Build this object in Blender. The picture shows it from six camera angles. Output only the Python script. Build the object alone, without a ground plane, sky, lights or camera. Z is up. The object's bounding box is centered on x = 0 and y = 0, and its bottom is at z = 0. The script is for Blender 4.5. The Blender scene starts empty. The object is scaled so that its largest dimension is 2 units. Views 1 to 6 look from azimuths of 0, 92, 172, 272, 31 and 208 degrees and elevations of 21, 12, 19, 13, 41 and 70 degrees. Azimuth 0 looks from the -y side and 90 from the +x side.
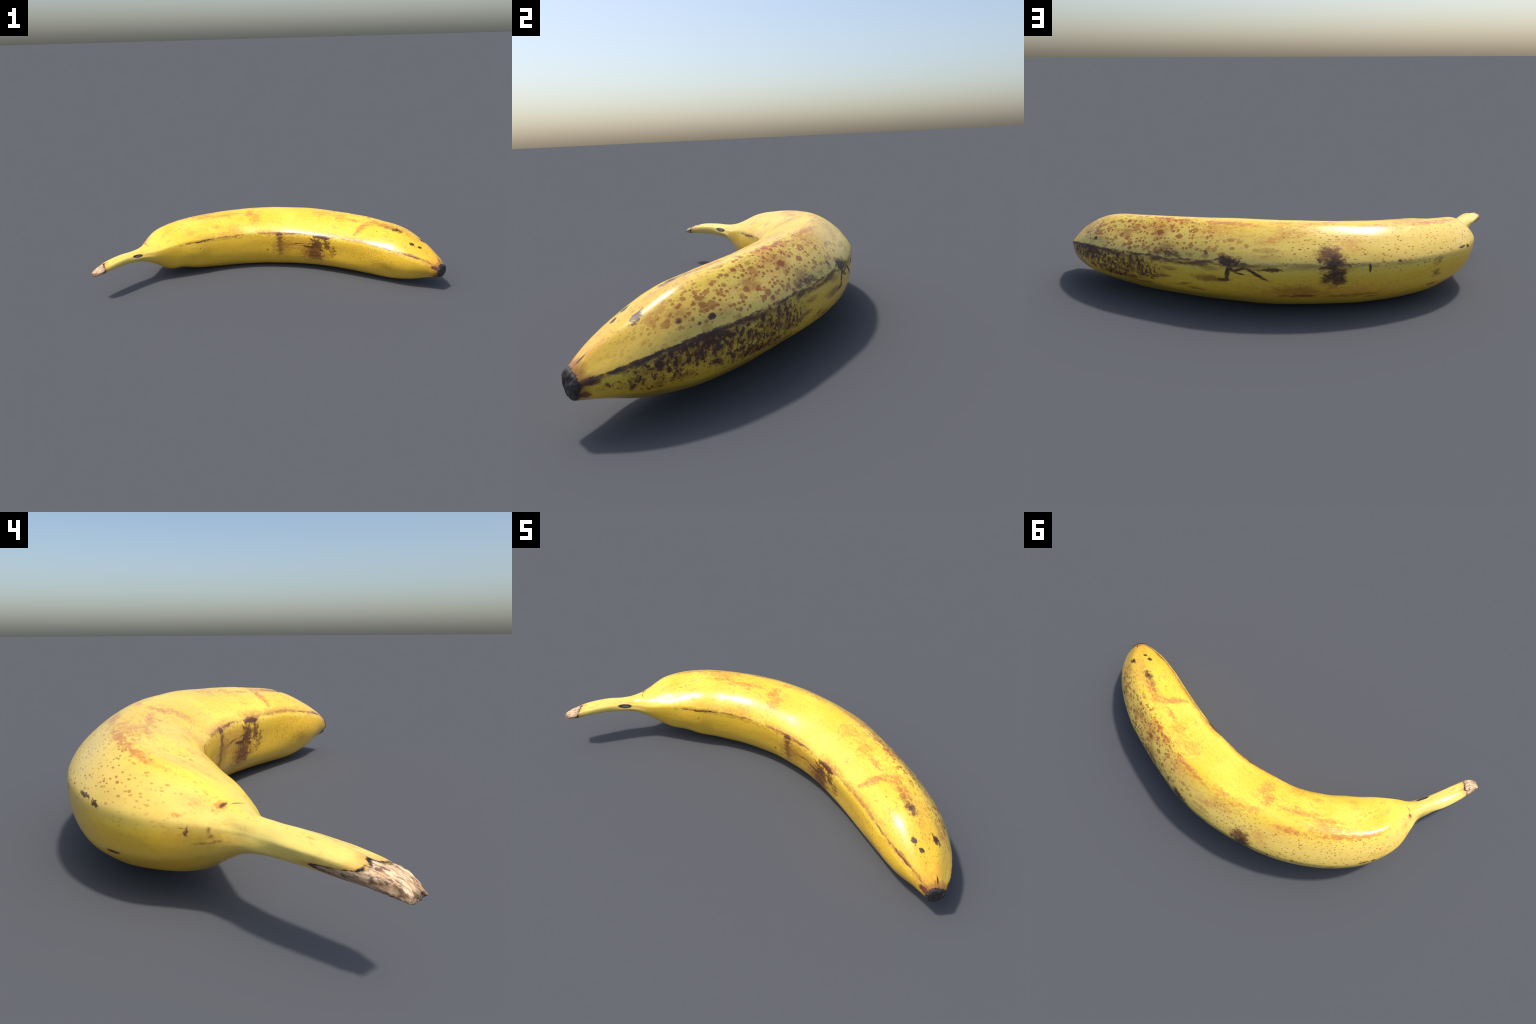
"""A ripe, bruised banana lying on its side: lofted peel, stem, woody cut end and black blossom tip."""
import bpy, math
import numpy as np
from mathutils import Vector, noise

# ------------------------------------------------------------------ spine and cross-sections
# stations from the cut stem end to the blossom tip: x, y, z of the spine
SPINE = np.array([
    (-0.985, -0.383, 0.164), (-0.955, -0.357, 0.174), (-0.910, -0.295, 0.183), (-0.850, -0.220, 0.185),
    (-0.795, -0.165, 0.182), (-0.755, -0.125, 0.178), (-0.705, -0.080, 0.171), (-0.650, 0.000, 0.165),
    (-0.580, 0.070, 0.161), (-0.490, 0.120, 0.158), (-0.380, 0.165, 0.158), (-0.215, 0.200, 0.160),
    (-0.040, 0.200, 0.165), (0.125, 0.180, 0.165), (0.280, 0.135, 0.166), (0.420, 0.070, 0.163),
    (0.550, 0.000, 0.162), (0.660, -0.070, 0.159), (0.770, -0.165, 0.151), (0.860, -0.250, 0.138),
    (0.920, -0.318, 0.127), (0.963, -0.367, 0.120)])
# radius of the cross-section at these angles (0 = outward side of the bow, 90 = up), in millimetres
ANGLES = np.radians([17, 45, 73, 101, 130, 157, 183, 212, 242, 274, 308, 343])
RADII = np.array([
    (18, 12, 9, 8, 9, 18, 25, 17, 10, 10, 15, 22),
    (31, 22, 18, 14, 17, 29, 34, 29, 20, 18, 22, 34),
    (40, 31, 27, 23, 26, 38, 40, 33, 26, 24, 29, 35),
    (43, 36, 31, 31, 33, 42, 42, 36, 30, 29, 30, 34),
    (39, 37, 35, 33, 33, 38, 43, 36, 33, 32, 34, 42),
    (46, 48, 45, 40, 39, 41, 49, 43, 42, 38, 44, 51),
    (94, 80, 71, 65, 69, 78, 76, 71, 66, 66, 72, 86),
    (138, 129, 120, 108, 115, 139, 137, 136, 127, 108, 105, 125),
    (161, 154, 144, 129, 143, 167, 172, 164, 140, 127, 131, 151),
    (182, 171, 161, 148, 163, 178, 178, 178, 160, 149, 153, 170),
    (189, 177, 171, 160, 167, 180, 177, 180, 171, 154, 159, 177),
    (196, 185, 181, 168, 171, 181, 175, 178, 175, 158, 163, 182),
    (201, 190, 187, 170, 174, 185, 170, 170, 173, 161, 165, 182),
    (198, 190, 190, 175, 174, 187, 171, 173, 171, 163, 162, 184),
    (192, 190, 190, 175, 172, 189, 169, 170, 167, 161, 157, 182),
    (183, 184, 187, 170, 168, 183, 165, 169, 161, 159, 151, 177),
    (175, 173, 181, 163, 166, 183, 166, 170, 162, 157, 144, 169),
    (166, 162, 171, 158, 164, 180, 169, 168, 160, 153, 139, 161),
    (154, 157, 160, 149, 150, 158, 154, 144, 146, 134, 132, 155),
    (127, 120, 120, 115, 120, 129, 122, 111, 107, 100, 97, 121),
    (91, 81, 81, 75, 82, 85, 73, 62, 62, 59, 62, 83),
    (46, 42, 39, 41, 41, 40, 37, 32, 36, 36, 38, 42)]) / 1000.0
# the bow is close to an arc round this centre; "along" is the arc length, "around" the angle from the top
ARC_X, ARC_Y, ARC_R = 0.0, -0.75, 0.98
RIDGES = ((17, 0.0022, 6.0), (157, 0.0022, 6.0), (70, 0.0012, 8.0), (242, 0.0010, 9.0), (335, 0.0010, 9.0))

PER_S, PER_T = 16, 18


def catmull(count, per, closed):
    rows = []
    for k in range(count if closed else count - 1):
        for a in range(per + (not closed and k == count - 2)):
            t = a / per
            w = (-.5*t + t*t - .5*t**3, 1 - 2.5*t*t + 1.5*t**3, .5*t + 2*t*t - 1.5*t**3, -.5*t*t + .5*t**3)
            row = np.zeros(count)
            for i, x in zip(range(k - 1, k + 3), w):
                if closed:
                    row[i % count] += x
                elif i < 0:
                    row[0] += 2*x; row[1] -= x
                elif i >= count:
                    row[-1] += 2*x; row[-2] -= x
                else:
                    row[i] += x
            rows.append(row)
    return np.array(rows)


def frame_of_spine():
    t = np.gradient(SPINE[:, :2], axis=0)
    t /= np.linalg.norm(t, axis=1)[:, None]
    s = t.copy()
    s[1:-1] = t[:-2] + 2*t[1:-1] + t[2:]
    s /= np.linalg.norm(s, axis=1)[:, None]
    return s, np.stack([-s[:, 1], s[:, 0]], 1)


def straight(p):
    """(along, out, up) coordinates of a point: the banana unbent."""
    x, y = p[0] - ARC_X, p[1] - ARC_Y
    u = math.atan2(x, y) * ARC_R
    r = math.hypot(x, y)
    return u, r - float(np.interp(u, SU, SR)), p[2] - float(np.interp(u, SU, SZ))


SU = np.arctan2(SPINE[:, 0] - ARC_X, SPINE[:, 1] - ARC_Y) * ARC_R
SR = np.hypot(SPINE[:, 0] - ARC_X, SPINE[:, 1] - ARC_Y)
SZ = SPINE[:, 2]


def build_surface():
    tangent, outward = frame_of_spine()
    ws, wt = catmull(len(SPINE), PER_S, False), catmull(len(ANGLES), PER_T, True)
    d = np.zeros((len(SPINE), len(ANGLES), 3))
    d[:, :, :2] = np.cos(ANGLES)[None, :, None] * outward[:, None, :]
    d[:, :, 2] = np.sin(ANGLES)
    q = SPINE[:, None, :] + RADII[:, :, None] * d
    grid = np.einsum('ak,bj,kjc->abc', ws, wt, q)
    centre = ws @ SPINE
    rad = grid - centre[:, None, :]
    length = np.linalg.norm(rad, axis=2)
    unit = rad / length[:, :, None]
    out = (ws @ outward)
    out /= np.linalg.norm(out, axis=1)[:, None]
    theta = np.degrees(np.arctan2(unit[:, :, 2], (unit[:, :, :2] * out[:, None, :]).sum(2)))
    station = np.linspace(0, len(SPINE) - 1, len(grid))
    fade = np.interp(station, (3, 8, 18, 21), (0.0, 1.0, 1.0, 0.5))
    add = np.zeros(length.shape)
    for angle, height, width in RIDGES:
        delta = (theta - angle + 180) % 360 - 180
        add += fade[:, None] * height * np.exp(-(delta / width) ** 2)
    for i in range(grid.shape[0]):
        for j in range(grid.shape[1]):
            p = Vector(grid[i, j])
            a = 0.0012 * noise.noise(p * 9) * fade[i] + 0.0004 * noise.noise(p * 38)
            if station[i] < 1.6:                       # frayed, woody cut end
                w = min(1.0, (1.6 - station[i]) / 0.5)
                a += w * (0.0022 * noise.noise(p * 70) + 0.0016 * noise.noise(p * 150))
            if station[i] > 20.9:                      # lip round the blossom tip
                a += 0.0015 * noise.noise(p * 60)
            add[i, j] += a
    grid += unit * (add - 0.0012 * fade[:, None])[:, :, None]
    return grid, centre, tangent


def caps(grid, centre, tangent):
    """rings that close both ends: a chiselled stub and a slightly domed, wrinkled blossom scar"""
    b = grid.shape[1]
    tip = []
    axis = np.array([tangent[-1][0], tangent[-1][1], 0.02])
    axis /= np.linalg.norm(axis)
    rim, c = grid[-1], centre[-1]
    for k, (shrink, push) in enumerate(((.98, .002), (.945, .0045), (.90, .006), (.84, .0078), (.77, .0080), (.69, .0098), (.61, .0098),
                                        (.52, .0115), (.43, .0105), (.34, .0085), (.25, .0098), (.16, .0115), (.08, .0120))):
        ring = c + (rim - c) * shrink + axis * push
        for j in range(b):
            p = Vector(ring[j])
            ring[j] += axis * (0.0030 * noise.noise(p * 55) + 0.0014 * noise.noise(p * 140)) * min(1, k / 3)
        tip.append(ring)
    stem = []
    axis0 = -np.array([tangent[0][0], tangent[0][1], 0.25])
    rim, c = grid[0], centre[0]
    for k, (shrink, push) in enumerate(((.93, .002), (.8, .0035), (.62, .0035), (.42, .003), (.2, .0035))):
        ring = c + (rim - c) * shrink + axis0 * push
        for j in range(b):
            p = Vector(ring[j])
            ring[j] += axis0 * (0.0035 * noise.noise(p * 120) + 0.002 * noise.noise(p * 260))
        stem.append(ring)
    return stem[::-1], tip, c + axis0 * .004, centre[-1] + axis * .0120


def make_parts():
    grid, centre, tangent = build_surface()
    stem_rings, tip_rings, stem_pole, tip_pole = caps(grid, centre, tangent)
    rows = np.concatenate([np.array(stem_rings), grid, np.array(tip_rings)])
    a, b = rows.shape[:2]
    verts = np.concatenate([rows.reshape(-1, 3), [stem_pole], [tip_pole]])
    verts[:, 1] += 0.0012
    verts[:, 2] = np.maximum(verts[:, 2] - 0.001, 0.0)     # rests flat on the table
    faces, station = [], []
    first = len(stem_rings)
    for i in range(a - 1):
        for j in range(b):
            j2 = (j + 1) % b
            faces.append((i*b + j, (i+1)*b + j, (i+1)*b + j2, i*b + j2))
            station.append((i + .5 - first) / PER_S)
    for j in range(b):
        faces.append((a*b, j, (j + 1) % b)); station.append(-1)
        faces.append((a*b + 1, (a-1)*b + (j + 1) % b, (a-1)*b + j)); station.append(99)
    whole = bpy.data.meshes.new("whole")
    whole.from_pydata(verts.tolist(), [], faces)
    # outward faces
    whole.update()
    mid = len(faces) // 2
    poly = whole.polygons[mid]
    k = min(int(max(0, station[mid])), len(SPINE) - 1)
    if poly.normal.dot(poly.center - Vector(SPINE[k])) < 0:
        faces = [f[::-1] for f in faces]
        bpy.data.meshes.remove(whole)
        whole = bpy.data.meshes.new("whole")
        whole.from_pydata(verts.tolist(), [], faces)
        whole.update()
    normals = np.zeros(len(verts)*3, dtype=np.float32)
    whole.vertices.foreach_get("normal", normals)
    normals = normals.reshape(-1, 3)
    bpy.data.meshes.remove(whole)
    station = np.array(station)
    regions = (("cut_end", station < 1.35), ("stem", (station >= 1.35) & (station < 5.5)),
               ("peel", (station >= 5.5) & (station < 21)), ("blossom_tip", station >= 21))
    out = {}
    for name, chosen in regions:
        idx = np.where(chosen)[0]
        used = sorted({v for f in idx for v in faces[f]})
        remap = {v: n for n, v in enumerate(used)}
        mesh = bpy.data.meshes.new(name)
        mesh.from_pydata([verts[v].tolist() for v in used], [], [[remap[v] for v in faces[f]] for f in idx])
        mesh.polygons.foreach_set("use_smooth", [True] * len(mesh.polygons))
        mesh.update()
        mesh.normals_split_custom_set_from_vertices([normals[v].tolist() for v in used])
        obj = bpy.data.objects.new(name, mesh)
        bpy.context.scene.collection.objects.link(obj)
        out[name] = obj
    return out


# ------------------------------------------------------------------ node helpers
class Tree:
    def __init__(self, tree):
        self.t = tree

    def node(self, kind, **props):
        n = self.t.nodes.new(kind)
        for k, v in props.items():
            setattr(n, k, v)
        return n

    def put(self, socket, value):
        if isinstance(value, bpy.types.NodeSocket):
            self.t.links.new(value, socket)
        elif value is not None:
            socket.default_value = value

    def math(self, op, a, b=None, c=None, clamp=False):
        n = self.node("ShaderNodeMath", operation=op, use_clamp=clamp)
        for s, v in zip(n.inputs, (a, b, c)):
            self.put(s, v)
        return n.outputs[0]

    def add(self, a, b): return self.math('ADD', a, b)
    def sub(self, a, b): return self.math('SUBTRACT', a, b)
    def mul(self, a, b): return self.math('MULTIPLY', a, b)
    def max(self, a, b): return self.math('MAXIMUM', a, b)

    def step(self, x, lo, hi):
        n = self.node("ShaderNodeMapRange", interpolation_type='SMOOTHSTEP')
        self.put(n.inputs[0], x); n.inputs[1].default_value = lo; n.inputs[2].default_value = hi
        return n.outputs[0]

    def vec(self, x, y, z):
        n = self.node("ShaderNodeCombineXYZ")
        for s, v in zip(n.inputs, (x, y, z)):
            self.put(s, v)
        return n.outputs[0]

    def scale(self, v, xyz):
        n = self.node("ShaderNodeVectorMath", operation='MULTIPLY')
        self.put(n.inputs[0], v); n.inputs[1].default_value = xyz
        return n.outputs[0]

    def noise(self, v, scale, detail=3.0, rough=0.55, distort=0.0):
        n = self.node("ShaderNodeTexNoise")
        self.put(n.inputs["Vector"], v)
        n.inputs["Scale"].default_value = scale; n.inputs["Detail"].default_value = detail
        n.inputs["Roughness"].default_value = rough; n.inputs["Distortion"].default_value = distort
        return n.outputs["Fac"]

    def cells(self, v, scale, feature='F1'):
        n = self.node("ShaderNodeTexVoronoi", feature=feature)
        self.put(n.inputs["Vector"], v); n.inputs["Scale"].default_value = scale
        return n

    def curve(self, x, points):
        n = self.node("ShaderNodeFloatCurve")
        c = n.mapping.curves[0]
        n.mapping.use_clip = False
        while len(c.points) < len(points):
            c.points.new(0.5, 0.5)
        for p, (px, py) in zip(c.points, points):
            p.location = (px, py)
        n.mapping.update()
        self.put(n.inputs["Value"], x)
        return n.outputs[0]

    def mix(self, fac, a, b, blend='MIX'):
        n = self.node("ShaderNodeMix", data_type='RGBA', blend_type=blend)
        self.put(n.inputs[0], fac)
        self.put(n.inputs[6], a if isinstance(a, bpy.types.NodeSocket) else (*a, 1))
        self.put(n.inputs[7], b if isinstance(b, bpy.types.NodeSocket) else (*b, 1))
        return n.outputs[2]

    def group(self, g, **vals):
        n = self.node("ShaderNodeGroup", node_tree=g)
        for k, v in vals.items():
            self.put(n.inputs[k], v)
        return n.outputs


def new_group(name, ins, outs):
    g = bpy.data.node_groups.new(name, 'ShaderNodeTree')
    for i in ins:
        kind = 'NodeSocketVector' if i == 'vector' else 'NodeSocketFloat'
        g.interface.new_socket(i, in_out='INPUT', socket_type=kind)
    for o in outs:
        kind = 'NodeSocketVector' if o == 'vector' else 'NodeSocketFloat'
        g.interface.new_socket(o, in_out='OUTPUT', socket_type=kind)
    t = Tree(g)
    i, o = t.node("NodeGroupInput"), t.node("NodeGroupOutput")
    return g, t, i.outputs, o.inputs


U0, U1 = -1.25, 1.25


def un(u): return (u - U0) / (U1 - U0)


def unbent_group():
    """object coordinates -> along the fruit (m), around it (m, 0 on top), and the unbent position"""
    g, t, _, o = new_group("unbent_coordinates", (), ("along", "around", "vector"))
    xyz = t.node("ShaderNodeSeparateXYZ")
    t.put(xyz.inputs[0], t.node("ShaderNodeTexCoord").outputs["Object"])
    x, y = t.sub(xyz.outputs[0], ARC_X), t.sub(xyz.outputs[1], ARC_Y)
    u = t.mul(t.math('ARCTAN2', x, y), ARC_R)
    r = t.math('SQRT', t.add(t.mul(x, x), t.mul(y, y)))
    f = t.mul(t.sub(u, U0), 1 / (U1 - U0))
    rc = t.add(t.mul(t.curve(f, [(un(a), (b - .9) * 5) for a, b in zip(SU, SR)]), .2), .9)
    zc = t.mul(t.curve(f, [(un(a), b * 4) for a, b in zip(SU, SZ)]), .25)
    dr, dz = t.sub(r, rc), t.sub(xyz.outputs[2], zc)
    t.put(o["along"], u)
    t.put(o["around"], t.mul(t.math('ARCTAN2', dr, dz), 0.175))
    t.put(o["vector"], t.vec(u, dr, dz))
    return g


def stain_group():
    g, t, i, o = new_group("stain", ("along", "around", "wobble", "u0", "v0", "half_length", "half_width", "slope", "soft", "ragged", "strength"), ("mask",))
    du, dv = t.sub(i["along"], i["u0"]), t.sub(i["around"], i["v0"])
    dv = t.sub(dv, t.mul(du, i["slope"]))
    x, y = t.math('DIVIDE', du, i["half_length"]), t.math('DIVIDE', dv, i["half_width"])
    d = t.math('SQRT', t.add(t.mul(x, x), t.mul(y, y)))
    m = t.math('DIVIDE', t.add(t.sub(1.0, d), t.mul(i["wobble"], i["ragged"])), i["soft"])
    m = t.math('ADD', m, 0.5, clamp=True)
    m = t.mul(t.mul(m, m), t.sub(3.0, t.mul(m, 2.0)))
    t.put(o["mask"], t.mul(m, i["strength"]))
    return g


DEG = math.pi / 180 * 0.175
# bruises: along (m), around (degrees from the top, + on the outer side of the bow), half length (m), half width (degrees),
# slope (degrees per m), soft edge, raggedness, strength
DARK = (
    # outer side
    (-.052, 72, .036, 9, 0, 1.44, 3.45, 1.0), (-.060, 85, .036, 11, 0, 1.6, 2.99, .95), (-.044, 62, .030, 9, 60, 2.4, 3.91, .7), (-.085, 74, .03, 3, 0, 1.92, 5.75, .6),
    (-.080, 86, 0.00504, 6.48, -350, 0.875, 1.0, 1.0), (-.172, 77, 0.00432, 5.04, 0, 0.75, 1.0, .9), (-.276, 72, 0.00864, 1.15, -60, 0.75, 1.2, .9),
    (.283, 71, .036, 5.5, 0, 0.96, 3.45, 1.0), (.285, 84, .0085, 8, 500, 1, 1.8, .95), (.275, 79, .012, 2, 0, 1, 1.6, .9), (.250, 79.5, .024, 1.8, 90, 1.12, 2.3, .95), (.192, 83.0, .036, 2.0, -190, 1.12, 2.3, .95), (.30, 92.5, .022, 1.8, 0, 1.28, 1.84, .8),
    (.246, 83.5, .022, 1.0, -60, 1.12, 1.15, .8), (.160, 78, .045, 1.8, 0, 1.12, 5.75, .8), (.31, 68, .02, 1.3, 120, 1.12, 1.61, .8),
    (.500, 67, .040, 4, 0, 2.56, 5.75, .65), (.232, 73, .018, 2, 0, 0.875, 2.0, .6), (.363, 62, 0.00864, 2.16, -150, 0.75, 1.6, .7),
    (.860, 60, .0095, 3.2, 0, 0.75, 1.8, .95), (.857, 60, 0.00288, 1.15, 0, 0.75, .5, .6), (.894, 62, 0.00504, 1.73, 0, 0.75, .9, .7), (.937, 52, .0075, 2.6, 0, 1.5, 1.8, .75),
    (-.566, 71.5, .020, 1.8, 0, 0.96, 9.2, .9), (-.598, 73.5, .012, 2.0, 0, 0.75, 8.0, .9), 
    (-.786, 80, .003, 3.0, 700, 1.5, 4.5, .6), (-.783, 84, .0025, 3.0, 0, 1.5, 5.0, .6), (-.779, 79, .006, 1.0, 0, 1.5, 4.0, .5), (-.820, 78, .0035, 7, 0, 2.5, 5.0, .5), (-.824, 86, .005, 4, 0, 2, 4.0, .45), (-.812, 97, .012, 1.5, 0, 1.75, 7, .35), (-.835, 95, .008, 2, 0, 1.75, 7, .35),
    (-.627, 112, .018, 2.0, 0, 0.75, 2.0, .9), (-.425, 113, .02, 2, 0, 1.28, 2.3, .6),
    (-.430, 80, .018, 4, 0, 2.25, 6.0, .45), (-.425, 95, .016, 5, 0, 2, 6.0, .5),
    # top
    (.890, -6.5, .026, 5, 40, 2.24, 3.68, .95), (.860, -8, .035, 5, 0, 2.88, 4.02, .45), (1.017, -23, .0115, 5.2, 0, 0.625, 2.2, 1.0), (1.054, -16, .0085, 5.0, 0, 0.625, 2.2, 1.0), (1.035, -25, 0.00288, 1.73, 0, 0.75, 1, .8),
    (1.015, 19, .015, 6.5, 200, 0.625, 5.5, 1.0), (1.013, 25, 0.00576, 2.88, 0, 0.625, 5, .9), (1.142, 10, .011, 3.5, 0, 0.625, 1.2, 1.0), (.80, -30, 0.00432, 1.44, 0, 0.875, 1, .5),
    # inner side
    (.395, -67, .026, 3.0, 0, 0.96, 3.45, .85), (.455, -67, .045, 3.0, 0, 1.12, 3.45, 1.0), (.395, -84, .048, 15, 0, 1.28, 3.91, .8), (.375, -104, .072, 13, 0, 1.76, 3.45, .72), (.335, -90, .055, 2, -30, 1.12, 2.3, .9),
    (.480, -82, .030, 13, 0, 1.6, 7.47, .65), (.525, -94, .022, 10, 0, 1.6, 8.05, .55), (.23, -85, .045, 1.0, 30, 1.28, 2.3, .7),
    (.088, -67, .026, 3.4, 0, 1.44, 3.45, .85), (.095, -77, .024, 9, 0, 2.24, 4.6, .6), (.098, -94, .028, 16, 0, 2.72, 4.6, .5),
    (-.0, -102, 0.00432, 2.45, -200, 0.75, .8, .9), (-.517, -84, 0.00288, 1.15, 0, 0.75, .5, .9), (.045, -110, 0.0036, 1.73, 200, 0.75, 1, .7),
    # rim of the tip
    (1.172, -62, .016, 10, 0, 0.875, 2.0, 1.0), (1.165, -140, .024, 16, 0, 1.44, 2.76, .9), (1.135, 77, .024, 8, 0, 1.12, 2.76, 1.0), (1.15, 108, .016, 9, 0, 1, 3, .8), (1.178, 20, 0.0072, 17.3, 0, 1.12, 2, .9),
    # neck
    (-.814, 30, 0.00432, 7.92, 0, 1, 3.0, .8), (-.822, 4, 0.00216, 17.3, 0, 1.12, 1.6, .6), (-.66, -62, 0.00432, 1.15, 0, 0.875, 2, .4),
)
BROWN = (
    (.355, 92, .050, 4.5, 0, 1.0, 2.4, .85), (.345, 80, .032, 2.6, 0, 1.1, 2.0, .7), (.500, 85, .030, 2.6, 0, .8, 1.6, .85), (.44, 76, .05, 2, 0, 1.2, 2, .5),
    (.053, 113, .080, 2.2, 0, .9, 3.5, .95), (.060, 105, .070, 8, 0, 1.6, 3.0, .5), (-.110, 114, .080, 3, 20, 1.2, 3.5, .7), (-.19, 117.5, .03, 1.2, 0, .8, 2, .8),
    (.630, 114, .050, 3.4, 0, .9, 4.0, .9), (.548, 98, .045, 2.4, 60, .9, 4.0, .9), (.446, 104, .030, 2.0, 80, .9, 4.0, .8), (.40, 109, .030, 2.8, 0, 1.2, 5.0, .7), (.72, 108, .07, 4, 0, 1.2, 4, .7),
    (-.045, 62, .040, 9, 0, 1.5, 3.0, .55), (.565, 42, .022, 12, 0, 1.5, 3.0, .50), (.525, 60, .030, 9, 0, 1.4, 3.0, .55), (.715, 46, .022, 8, 0, 1.4, 4.0, .5), (.93, 44, .022, 8, 0, 1.6, 3.0, .45), (.874, 43, .016, 6, 0, 1.5, 3.0, .4),
    (.360, -104, .12, 20, 0, 1.6, 2.0, .75), (.13, -92, .08, 20, 0, 1.7, 3.0, .6), (.44, -66, .09, 5, 0, 1.4, 3, .75), (.08, -67, .17, 3.4, 0, 1.5, 4, .7), (-.40, -70, .24, 2.8, 0, 1.5, 4, .6), (.74, -63, .22, 2.8, 0, 1.5, 4, .6), (1.07, -56, .08, 4, 110, 1.4, 4, .8), (.95, 104, .03, 4, 0, .8, 5, .7), (1.0, 106, .02, 6, 0, .8, 5, .7),
    (.153, 57, .040, 3.0, 0, 1.0, 2.0, .4), (.164, 65, .05, 3, 0, 1.6, 1.5, .35), (.840, -4, .075, 7, 0, 1.8, 3.0, .5), (1.155, -56, .035, 14, 0, 1.6, 2.0, .6), (1.16, 75, .03, 12, 0, 1.6, 2.0, .6),
    (.92, -101, .04, 7, 0, 1.5, 4, .4), (-.83, 92, .05, 14, 0, 1.8, 2.0, .4), (1.14, -120, .06, 30, 0, 1.9, 2.0, .35), (-.85, -78, .05, 9, 0, 1.8, 2, .4),
)
ORANGE = (
    # scuffs along the top ridge
    (.54, 20, .090, 3.45, -20, 1.25, 4.5, .9), (.30, 21.5, .120, 3.68, 0, 1.25, 4.5, .95), (.10, 19, .050, 4.6, 0, 1.38, 6, .6), (.01, 21, .10, 5.75, 60, 1.38, 7.5, .6), (-.245, 24, .060, 4.6, 0, 1.25, 4.5, .85), (-.50, 22, .140, 4.6, 0, 1.25, 5.25, .95),
    (-.41, 14, .09, 10.3, 0, 1.62, 7.5, .7), (.34, 29, .08, 10.3, 0, 1.88, 6, .5), (.08, 33, .05, 8.05, 0, 1.75, 4.5, .5), (.14, 44, .03, 4.6, 0, 1.5, 4.5, .6),
    (-.60, 24, .06, 3.45, 0, 1.38, 3, .5), (-.2, 30, .05, 9.2, 0, 1.88, 4.5, .3), (-.126, 50, .03, 8.05, 0, 2, 3, .5),
    # blotches on the inner-top face
    (-.118, -11, .026, 10.3, 150, 1.12, 4.5, .9), (-.085, -28, .032, 16.1, 250, 1.62, 7.5, .7), (-.285, -8, .090, 5.75, 30, 1.62, 5.25, .75), (-.40, -2, .07, 5.75, 0, 1.62, 5.25, .75), (-.367, -43, .022, 5.75, 0, 1.88, 3, .55), (-.554, -48, .030, 5.75, 0, 1.88, 3, .5), (-.705, -18, .026, 6.9, 0, 1.75, 4.5, .4), (-.245, -55, .040, 10.3, 0, 1.75, 7.5, .5),
    (.69, -27, .025, 19.5, 380, 1, 3.9, .9), (.73, -4, .035, 8.05, 0, 1.62, 5.25, .8), (.60, -10, .050, 4.14, -40, 1.25, 6, .75), (.51, -6, .030, 9.2, 0, 1.38, 7.5, .7), (.37, -3, .05, 10.3, 0, 1.5, 9, .55), (.43, 4, .06, 9.2, 0, 1.62, 9, .4), (.80, -3, .06, 8.05, 0, 1.75, 6, .7), (.904, -56, .03, 4.6, 0, 1.25, 6, .4),
    (.95, 42, .04, 13.8, 0, 2.25, 3, .35), (.60, 32, .06, 16.1, 0, 2.12, 4.5, .45), (.90, 6, .10, 11.5, 0, 2.25, 4.5, .5), (.24, -80, .12, 11.5, 0, 2.25, 3, .4),
    (-.30, -62, .20, 4.6, 0, 2, 3, .5), (.10, -63, .22, 4.6, 0, 2, 3, .6), (.80, -60, .26, 4.6, 0, 2, 3, .55), (.48, -60, .10, 5.75, 0, 1.88, 3, .7),
    (-.766, 67, .007, 2.3, 0, 1.25, 3, .7), (-.812, 34, .010, 11.5, 0, 1.75, 4.5, .9), (-.775, 45, .02, 9.2, 0, 2.25, 1.5, .4), (.05, 108, .16, 10.3, 0, 2.12, 4.5, .6), (-.15, 108, .12, 9.2, 0, 2.12, 4.5, .5), (1.165, 0, .025, 69, 0, 2, 1.5, .7), (1.12, 14, .03, 11.5, 0, 2.12, 3, .5),
)


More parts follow.
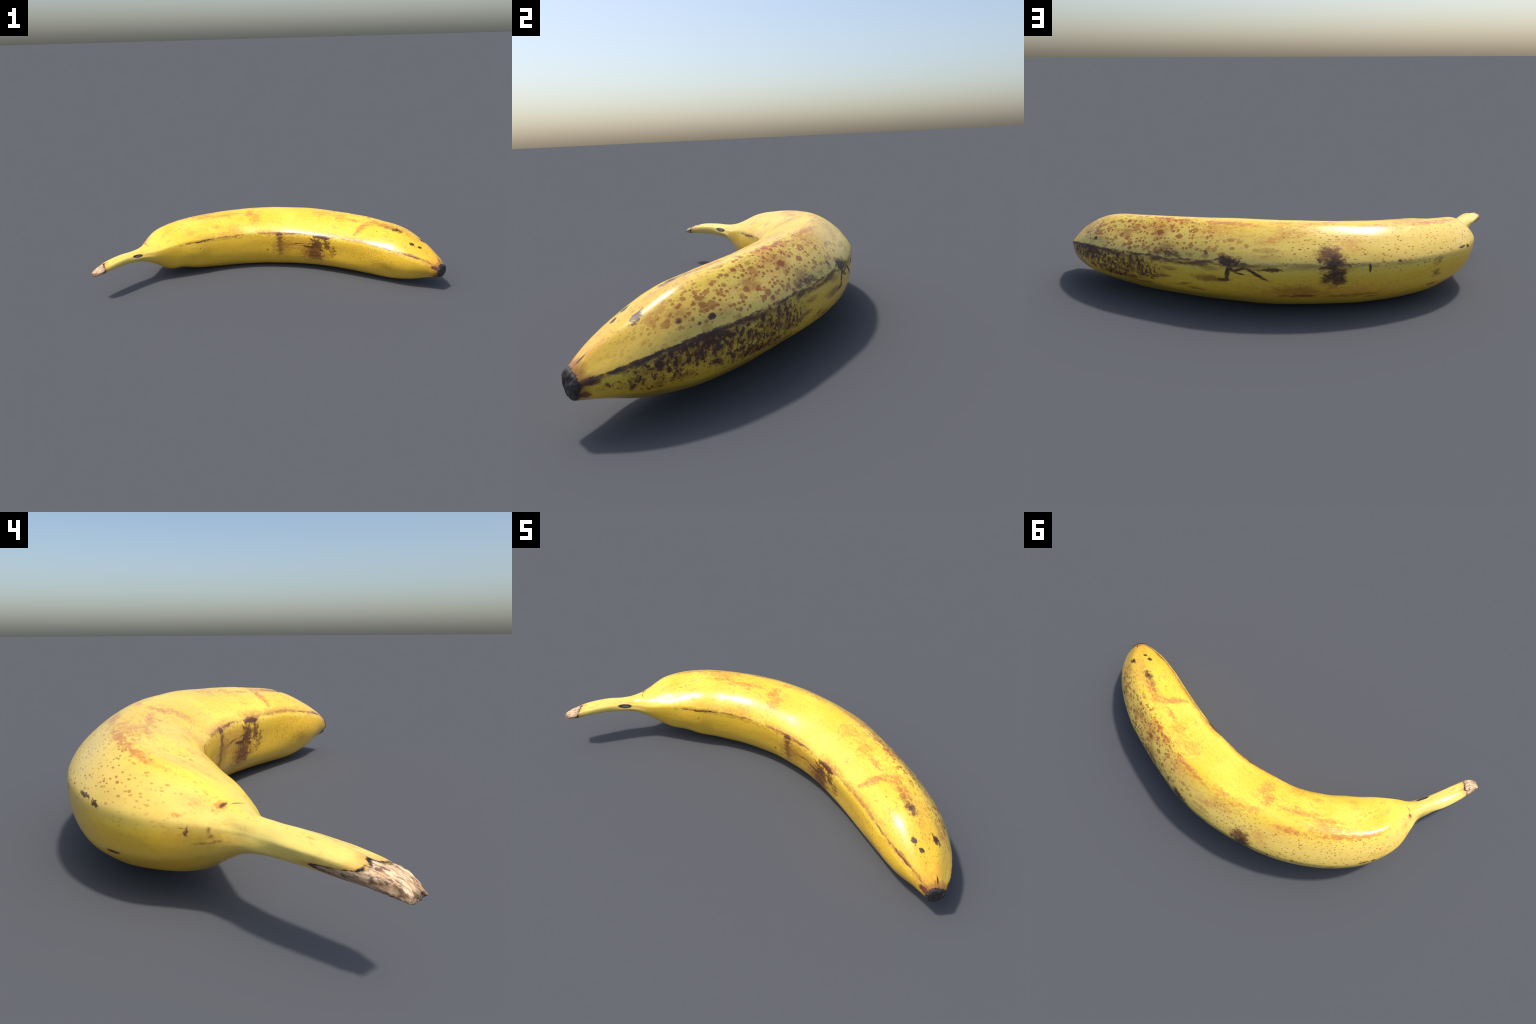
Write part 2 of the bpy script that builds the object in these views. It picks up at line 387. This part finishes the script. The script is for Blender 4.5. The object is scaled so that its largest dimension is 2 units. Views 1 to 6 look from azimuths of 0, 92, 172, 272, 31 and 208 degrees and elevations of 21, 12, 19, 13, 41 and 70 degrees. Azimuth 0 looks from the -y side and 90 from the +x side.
def skin_material(name, stain, unbent, kind):
    mat = bpy.data.materials.new(name)
    mat.use_nodes = True
    mat.node_tree.nodes.clear()
    t = Tree(mat.node_tree)
    co = t.group(unbent)
    u, v, w = co["along"], co["around"], co["vector"]
    vd = t.mul(v, 1 / DEG)                                    # degrees from the top
    long = t.scale(w, (.25, 1, 1))
    wob = t.sub(t.noise(t.scale(w, (.6, 1, 1)), 70, 6, .72, .3), .5)
    broad = t.noise(w, 5, 3, .5)
    streak = t.noise(t.scale(w, (.12, 1, 1)), 60, 4, .6)

    def stains(table, strength=1.0):
        total = None
        for a, d, hl, hw, slope, soft, rag, s in table:
            m = t.group(stain, along=u, around=v, wobble=wob, u0=a, v0=d * DEG, half_length=hl, half_width=hw * DEG,
                        slope=slope * DEG, soft=soft, ragged=rag, strength=s * strength)["mask"]
            total = m if total is None else t.max(total, m)
        return total

    def zone(a, d, hl, hw, soft=.8):
        return t.group(stain, along=u, around=v, wobble=t.sub(broad, .5), u0=a, v0=d * DEG, half_length=hl, half_width=hw * DEG,
                       slope=0.0, soft=soft, ragged=.8, strength=1.0)["mask"]

    # ---- yellow ground: golden inside the bow, paler straw outside, faint green beside the outer ridge
    ground = t.mix(t.step(broad, .35, .7), GOLD, LEMON)
    outer_side = t.mul(t.step(vd, 12, 50), t.step(vd, 92, 72))
    ground = t.mix(t.mul(outer_side, .85), ground, STRAW)
    below = t.max(t.step(vd, 74, 92), t.step(vd, -60, -78))
    below = t.max(below, t.mul(t.step(u, .85, 1.15), .8))
    ground = t.mix(t.mul(below, .85), ground, DEEP_GOLD)
    ground = t.mix(t.mul(zone(.75, 64, .45, 7, 1.4), .16), ground, GREENISH)
    ground = t.mix(t.mul(t.step(streak, .45, .75), .22), ground, AMBER)
    ground = t.mix(t.mul(t.step(u, -.72, -.95), .65), ground, PALE_STEM)
    colour = ground
    rough = .28
    if kind in ('peel', 'stem'):
        # ---- orange scuffs, smeared along the fruit and broken up
        fine = t.noise(t.scale(w, (.45, 1, 1)), 110, 5, .72, .8)
        broken = t.step(fine, .34, .58)
        orange = t.math('MULTIPLY', stains(ORANGE), t.add(t.mul(broken, 1.05), .3), clamp=True)
        curl = t.math('ABSOLUTE', t.sub(t.noise(w, 42, 2, .5, 1.2), .5))
        curls = t.step(curl, .030, .008)
        scrawl = t.max(t.mul(zone(.50, -12, .34, 30), .45), t.mul(zone(-.25, -25, .35, 30), .22))
        orange = t.max(orange, t.mul(t.mul(curls, scrawl), t.step(broad, .40, .55)))
        top = t.mul(t.step(vd, -62, -40), t.step(vd, 50, 25))
        smear = t.mul(t.step(t.noise(t.scale(w, (.4, 1, 1)), 36, 7, .78, 1.0), .52, .64), t.step(t.noise(w, 9, 3), .42, .58))
        smear = t.max(smear, t.mul(t.step(t.noise(t.scale(w, (.5, 1, 1)), 95, 5, .75, .6), .56, .68), .55))
        tint = t.mul(smear, t.add(.28, t.mul(top, .62)))
        orange = t.max(orange, tint)
        colour = t.mix(t.math('MULTIPLY', orange, .98, clamp=True), colour, ORANGE_BROWN)

        # ---- freckles on the outer face and fine pores everywhere
        big = t.cells(t.scale(w, (.8, 1, 1)), 44)
        size = t.node("ShaderNodeSeparateColor")
        t.put(size.inputs[0], big.outputs["Color"])
        spot = t.sub(t.mul(size.outputs[0], .62), t.add(big.outputs["Distance"], t.mul(wob, -1.1)))
        freckle = t.mul(t.mul(t.step(spot, .0, .13), t.add(.55, t.mul(size.outputs[2], .45))), t.max(zone(.70, 42, .30, 32, .7), t.mul(zone(.40, 55, .22, 18, .8), .8)))
        medium = t.cells(t.scale(w, (.8, 1, 1)), 88)
        size2 = t.node("ShaderNodeSeparateColor")
        t.put(size2.inputs[0], medium.outputs["Color"])
        spot2 = t.sub(t.mul(size2.outputs[0], .64), t.add(medium.outputs["Distance"], t.mul(wob, -.8)))
        freckle = t.max(freckle, t.mul(t.step(spot2, .0, .13), t.mul(zone(.66, 46, .38, 34, .8), .85)))
        pores = t.cells(t.scale(w, (.6, 1, 1)), 75)
        size3 = t.node("ShaderNodeSeparateColor")
        t.put(size3.inputs[0], pores.outputs["Color"])
        spot3 = t.sub(t.mul(size3.outputs[1], .32), t.add(pores.outputs["Distance"], t.mul(wob, -.2)))
        pore_zone = t.max(t.mul(zone(-.30, 50, .45, 34, .6), 1.0), t.mul(zone(.15, 60, 1.0, 55, .5), .35))
        pore_zone = t.max(pore_zone, t.mul(zone(.95, 0, .25, 60, .6), .6))
        pore_zone = t.max(pore_zone, t.mul(zone(.3, -60, 1.0, 70, .6), .28))
        pore = t.mul(t.step(spot3, .0, .12), pore_zone)
        dust = t.cells(t.scale(w, (.6, 1, 1)), 130)
        size4 = t.node("ShaderNodeSeparateColor")
        t.put(size4.inputs[0], dust.outputs["Color"])
        spot4 = t.sub(t.mul(size4.outputs[1], .46), t.add(dust.outputs["Distance"], t.mul(wob, -.3)))
        pore = t.max(pore, t.mul(t.step(spot4, .0, .14), t.mul(pore_zone, .8)))
        freckle = t.max(freckle, t.mul(pore, .85))

        brown = t.mul(stains(BROWN), t.add(t.mul(t.step(streak, .30, .55), .6), .4))
        wig = t.max(t.mul(zone(.82, -88, .20, 18, .7), .8), t.mul(zone(.60, -92, .10, 14, .8), .5))
        brown = t.max(brown, t.mul(t.mul(curls, wig), .8))
        blush = t.mul(t.mul(zone(.70, 40, .30, 24, 1.2), t.step(t.noise(t.scale(w, (.7, 1, 1)), 22, 5, .7, .6), .46, .62)), .45)
        colour = t.mix(blush, colour, ORANGE_BROWN)
        colour = t.mix(t.mul(freckle, .94), colour, FRECKLE)
        colour = t.mix(t.mul(brown, .9), colour, BROWN_SPOT)

        # ---- dark matter: bruises, ridge lines, mottled patch near the tip
        f = t.mul(t.sub(u, U0), 1 / (U1 - U0))
        wave = t.mul(wob, 9)
        dist_out = t.add(t.sub(vd, 73.5), wave)
        power_out = t.curve(f, [(un(a), b) for a, b in ((-1.2, 0), (-.62, 0), (-.5, .1), (-.3, .28), (-.1, .4), (.1, .34), (.30, .62), (.55, .7), (.62, .75), (.80, .85), (.90, .98), (1.06, 1.0), (1.12, .55), (1.2, .3))])
        line_out = t.mul(t.mul(t.step(dist_out, -3.6, -.8), t.step(dist_out, 8, 1.2)), power_out)
        line_out = t.mul(line_out, t.add(.25, t.mul(t.step(t.noise(long, 45, 4, .65), .36, .58), .75)))
        inner_v = t.sub(t.mul(t.curve(f, [(un(a), b / 100) for a, b in ((-1.2, 28), (-.65, 28), (-.2, 33), (.1, 35), (.62, 36.5), (.95, 38), (1.04, 41), (1.13, 48), (1.2, 52))]), 100), 100)
        dist_in = t.add(t.sub(vd, inner_v), t.mul(wob, 9))
        power_in = t.curve(f, [(un(a), b) for a, b in ((-1.2, 0), (-.68, 0), (-.63, .9), (-.45, .9), (-.42, .5), (-.24, .7), (-.16, .35), (.0, .55), (.24, .6), (.30, .12), (.36, .7), (.50, .7), (.57, .25), (.64, .6), (.80, .35), (.86, .65), (.98, .55), (1.03, .95), (1.12, .95), (1.16, .3))])
        line_in = t.mul(t.step(t.math('ABSOLUTE', dist_in), 2.8, .2), t.mul(power_in, .9))
        line_in = t.mul(line_in, t.step(t.noise(long, 55, 5, .7), .40, .60))
        blotch = t.noise(t.scale(w, (1.0, .8, .8)), 85, 5, .68, .3)
        patch = t.max(t.mul(zone(.90, 83, .14, 12, 1.0), 1.0), t.max(t.mul(zone(.74, 92, .19, 20, 1.0), .72), t.mul(zone(.98, 96, .12, 15, 1.2), .5)))
        patch = t.mul(patch, t.step(vd, 71, 75))
        mottled = t.step(t.add(blotch, t.mul(patch, .17)), .54, .74)
        mottled = t.mul(mottled, t.step(patch, .0, .35))
        smudge = t.mul(patch, t.add(.35, t.mul(t.step(t.noise(t.scale(w, (.5, 1, 1)), 30, 5, .7, .4), .36, .60), .6)))
        colour = t.mix(t.mul(smudge, .85), colour, PATCH_BROWN)
        feather = t.add(.62, t.mul(t.step(t.noise(t.scale(w, (.5, 1, 1)), 150, 4, .7), .34, .56), .38))
        dark = t.max(t.mul(stains(DARK), feather), t.max(t.max(line_out, line_in), t.mul(mottled, .9)))
        soft_dark = t.mul(dark, .93)
        warm = t.mix(t.step(t.noise(w, 30, 2), .4, .65), DARK_BROWN, DARK_PURPLE)
        warm = t.mix(t.mul(t.step(vd, -20, -60), .75), warm, INNER_BRUISE)
        colour = t.mix(t.step(soft_dark, 0.0, .55), colour, t.mix(.8, colour, RED_BROWN))
        colour = t.mix(t.mul(t.step(soft_dark, .25, .95), .92), colour, warm)
    if kind in ('peel', 'stem'):
        rough = t.add(.28, t.mul(soft_dark, .22))
    if kind == 'peel':
        dot = t.node("ShaderNodeVectorMath", operation='DOT_PRODUCT')
        t.put(dot.inputs[0], t.node("ShaderNodeTexCoord").outputs["Object"])
        dot.inputs[1].default_value = TIP_AXIS
        rim = t.add(t.sub(dot.outputs["Value"], TIP_PLACE), t.mul(wob, .030))
        colour = t.mix(t.mul(t.step(rim, -.034, -.010), .55), colour, RED_BROWN)
        colour = t.mix(t.step(rim, -.007, -.001), colour, BLACKISH)
    if kind == 'stem':
        # diamond scar, dark sliver and dry wood at the cut end
        scar = t.group(stain, along=u, around=v, wobble=wob, u0=-.920, v0=-71 * DEG, half_length=.034, half_width=15 * DEG, slope=-60 * DEG, soft=.35, ragged=.5, strength=1.0)["mask"]
        scar_in = t.group(stain, along=u, around=v, wobble=wob, u0=-.918, v0=-73 * DEG, half_length=.018, half_width=7 * DEG, slope=-60 * DEG, soft=.6, ragged=.8, strength=1.0)["mask"]
        colour = t.mix(scar, colour, DARK_BROWN)
        colour = t.mix(t.mul(scar_in, .75), colour, WOOD_GREY)
        edge = t.add(t.add(u, t.mul(wob, .035)), t.curve(t.mul(t.add(vd, 180), 1 / 360), [(0, .030), (.15, .040), (.33, .026), (.45, .013), (.56, -.002), (.68, .0), (.74, -.028), (.78, -.085), (.82, -.085), (.88, -.03), (1, .030)]))
        # edge < -1.118 is wood
        wood = t.step(edge, -1.116, -1.121)
        burnt = t.mul(t.step(edge, -1.109, -1.115), t.step(edge, -1.126, -1.120))
        scorched = t.step(edge, -1.075, -1.114)
        grain = t.noise(t.scale(w, (.13, 1, 1)), 190, 4, .7)
        pits = t.noise(t.scale(w, (.6, 1, 1)), 95, 3, .6)
        wood_col = t.mix(t.step(grain, .35, .65), WOOD_DARK, WOOD_PALE)
        wood_col = t.mix(t.mul(t.step(pits, .53, .64), .8), wood_col, WOOD_PIT)
        under = t.step(vd, 84, 100)
        wood_col = t.mix(t.mul(under, .45), wood_col, WOOD_PIT)
        colour = t.mix(t.mul(scorched, .55), colour, ORANGE_BROWN)
        colour = t.mix(wood, colour, wood_col)
        colour = t.mix(t.mul(burnt, t.step(t.noise(w, 60, 3, .6), .32, .55)), colour, BLACKISH)
        tipdark = t.mul(t.step(u, -1.180, -1.198), t.step(grain, .38, .56))
        colour = t.mix(tipdark, colour, BLACKISH)
        rough = t.add(.28, t.mul(wood, .45))
    if kind == 'tip':
        a = t.noise(w, 45, 4, .6, 1.5)
        colour = t.mix(t.step(a, .35, .7), BLACKISH, TIP_GREY)
        b = t.noise(w, 120, 3, .6)
        colour = t.mix(t.mul(t.step(b, .58, .70), .5), colour, TIP_TAN)
        rough = .55
    bs = t.node("ShaderNodeBsdfPrincipled")
    t.put(bs.inputs["Base Color"], colour)
    t.put(bs.inputs["Roughness"], rough)
    bs.inputs["Specular IOR Level"].default_value = .5
    bump = t.node("ShaderNodeBump")
    bump.inputs["Strength"].default_value = .16
    bump.inputs["Distance"].default_value = .002
    t.put(bump.inputs["Height"], t.add(t.mul(t.noise(t.scale(w, (.3, 1, 1)), 90, 3, .5), .5), t.mul(t.noise(w, 260, 2, .5), .15)))
    if kind != 'peel':
        bump.inputs["Strength"].default_value = .5
    t.put(bs.inputs["Normal"], bump.outputs[0])
    out = t.node("ShaderNodeOutputMaterial")
    t.put(out.inputs[0], bs.outputs[0])
    return mat


def srgb(r, g, b):
    return tuple((c / 255 / 12.92 if c <= 10 else ((c / 255 + .055) / 1.055) ** 2.4) for c in (r, g, b))


GOLD = srgb(247, 208, 60)
LEMON = srgb(250, 226, 84)
STRAW = srgb(249, 212, 108)
GREENISH = srgb(214, 198, 100)
AMBER = srgb(232, 178, 58)
PALE_STEM = srgb(252, 228, 124)
ORANGE_BROWN = srgb(219, 141, 62)
BROWN_SPOT = srgb(140, 76, 30)
FRECKLE = srgb(170, 90, 36)
INNER_BRUISE = srgb(88, 48, 24)
PATCH_BROWN = srgb(104, 66, 32)
DEEP_GOLD = srgb(240, 190, 52)
RED_BROWN = srgb(112, 58, 34)
DARK_BROWN = srgb(62, 36, 26)
DARK_PURPLE = srgb(58, 42, 42)
BLACKISH = srgb(40, 33, 32)
WOOD_PALE = srgb(246, 214, 172)
WOOD_DARK = srgb(178, 134, 88)
WOOD_PIT = srgb(92, 62, 44)
WOOD_GREY = srgb(112, 106, 100)
TIP_GREY = srgb(62, 56, 54)
TIP_TAN = srgb(120, 102, 82)


TIP_AXIS = (SPINE[-1] - SPINE[-2]) * (1, 1, 0)
TIP_AXIS = TIP_AXIS / np.linalg.norm(TIP_AXIS)
TIP_PLACE = float(TIP_AXIS @ SPINE[-1])


def main():
    root = bpy.data.objects.new("banana", None)
    bpy.context.scene.collection.objects.link(root)
    root["label"] = "ripe yellow banana with brown bruises and freckles"
    root["category"] = "fruit"
    stain, unbent = stain_group(), unbent_group()
    parts = make_parts()
    peel = skin_material("banana_peel", stain, unbent, 'peel')
    stem = skin_material("banana_stem", stain, unbent, 'stem')
    tip = skin_material("dried_blossom_scar", stain, unbent, 'tip')
    for name, mat in (("peel", peel), ("stem", stem), ("cut_end", stem), ("blossom_tip", tip)):
        parts[name].data.materials.append(mat)
        parts[name].parent = root


main()
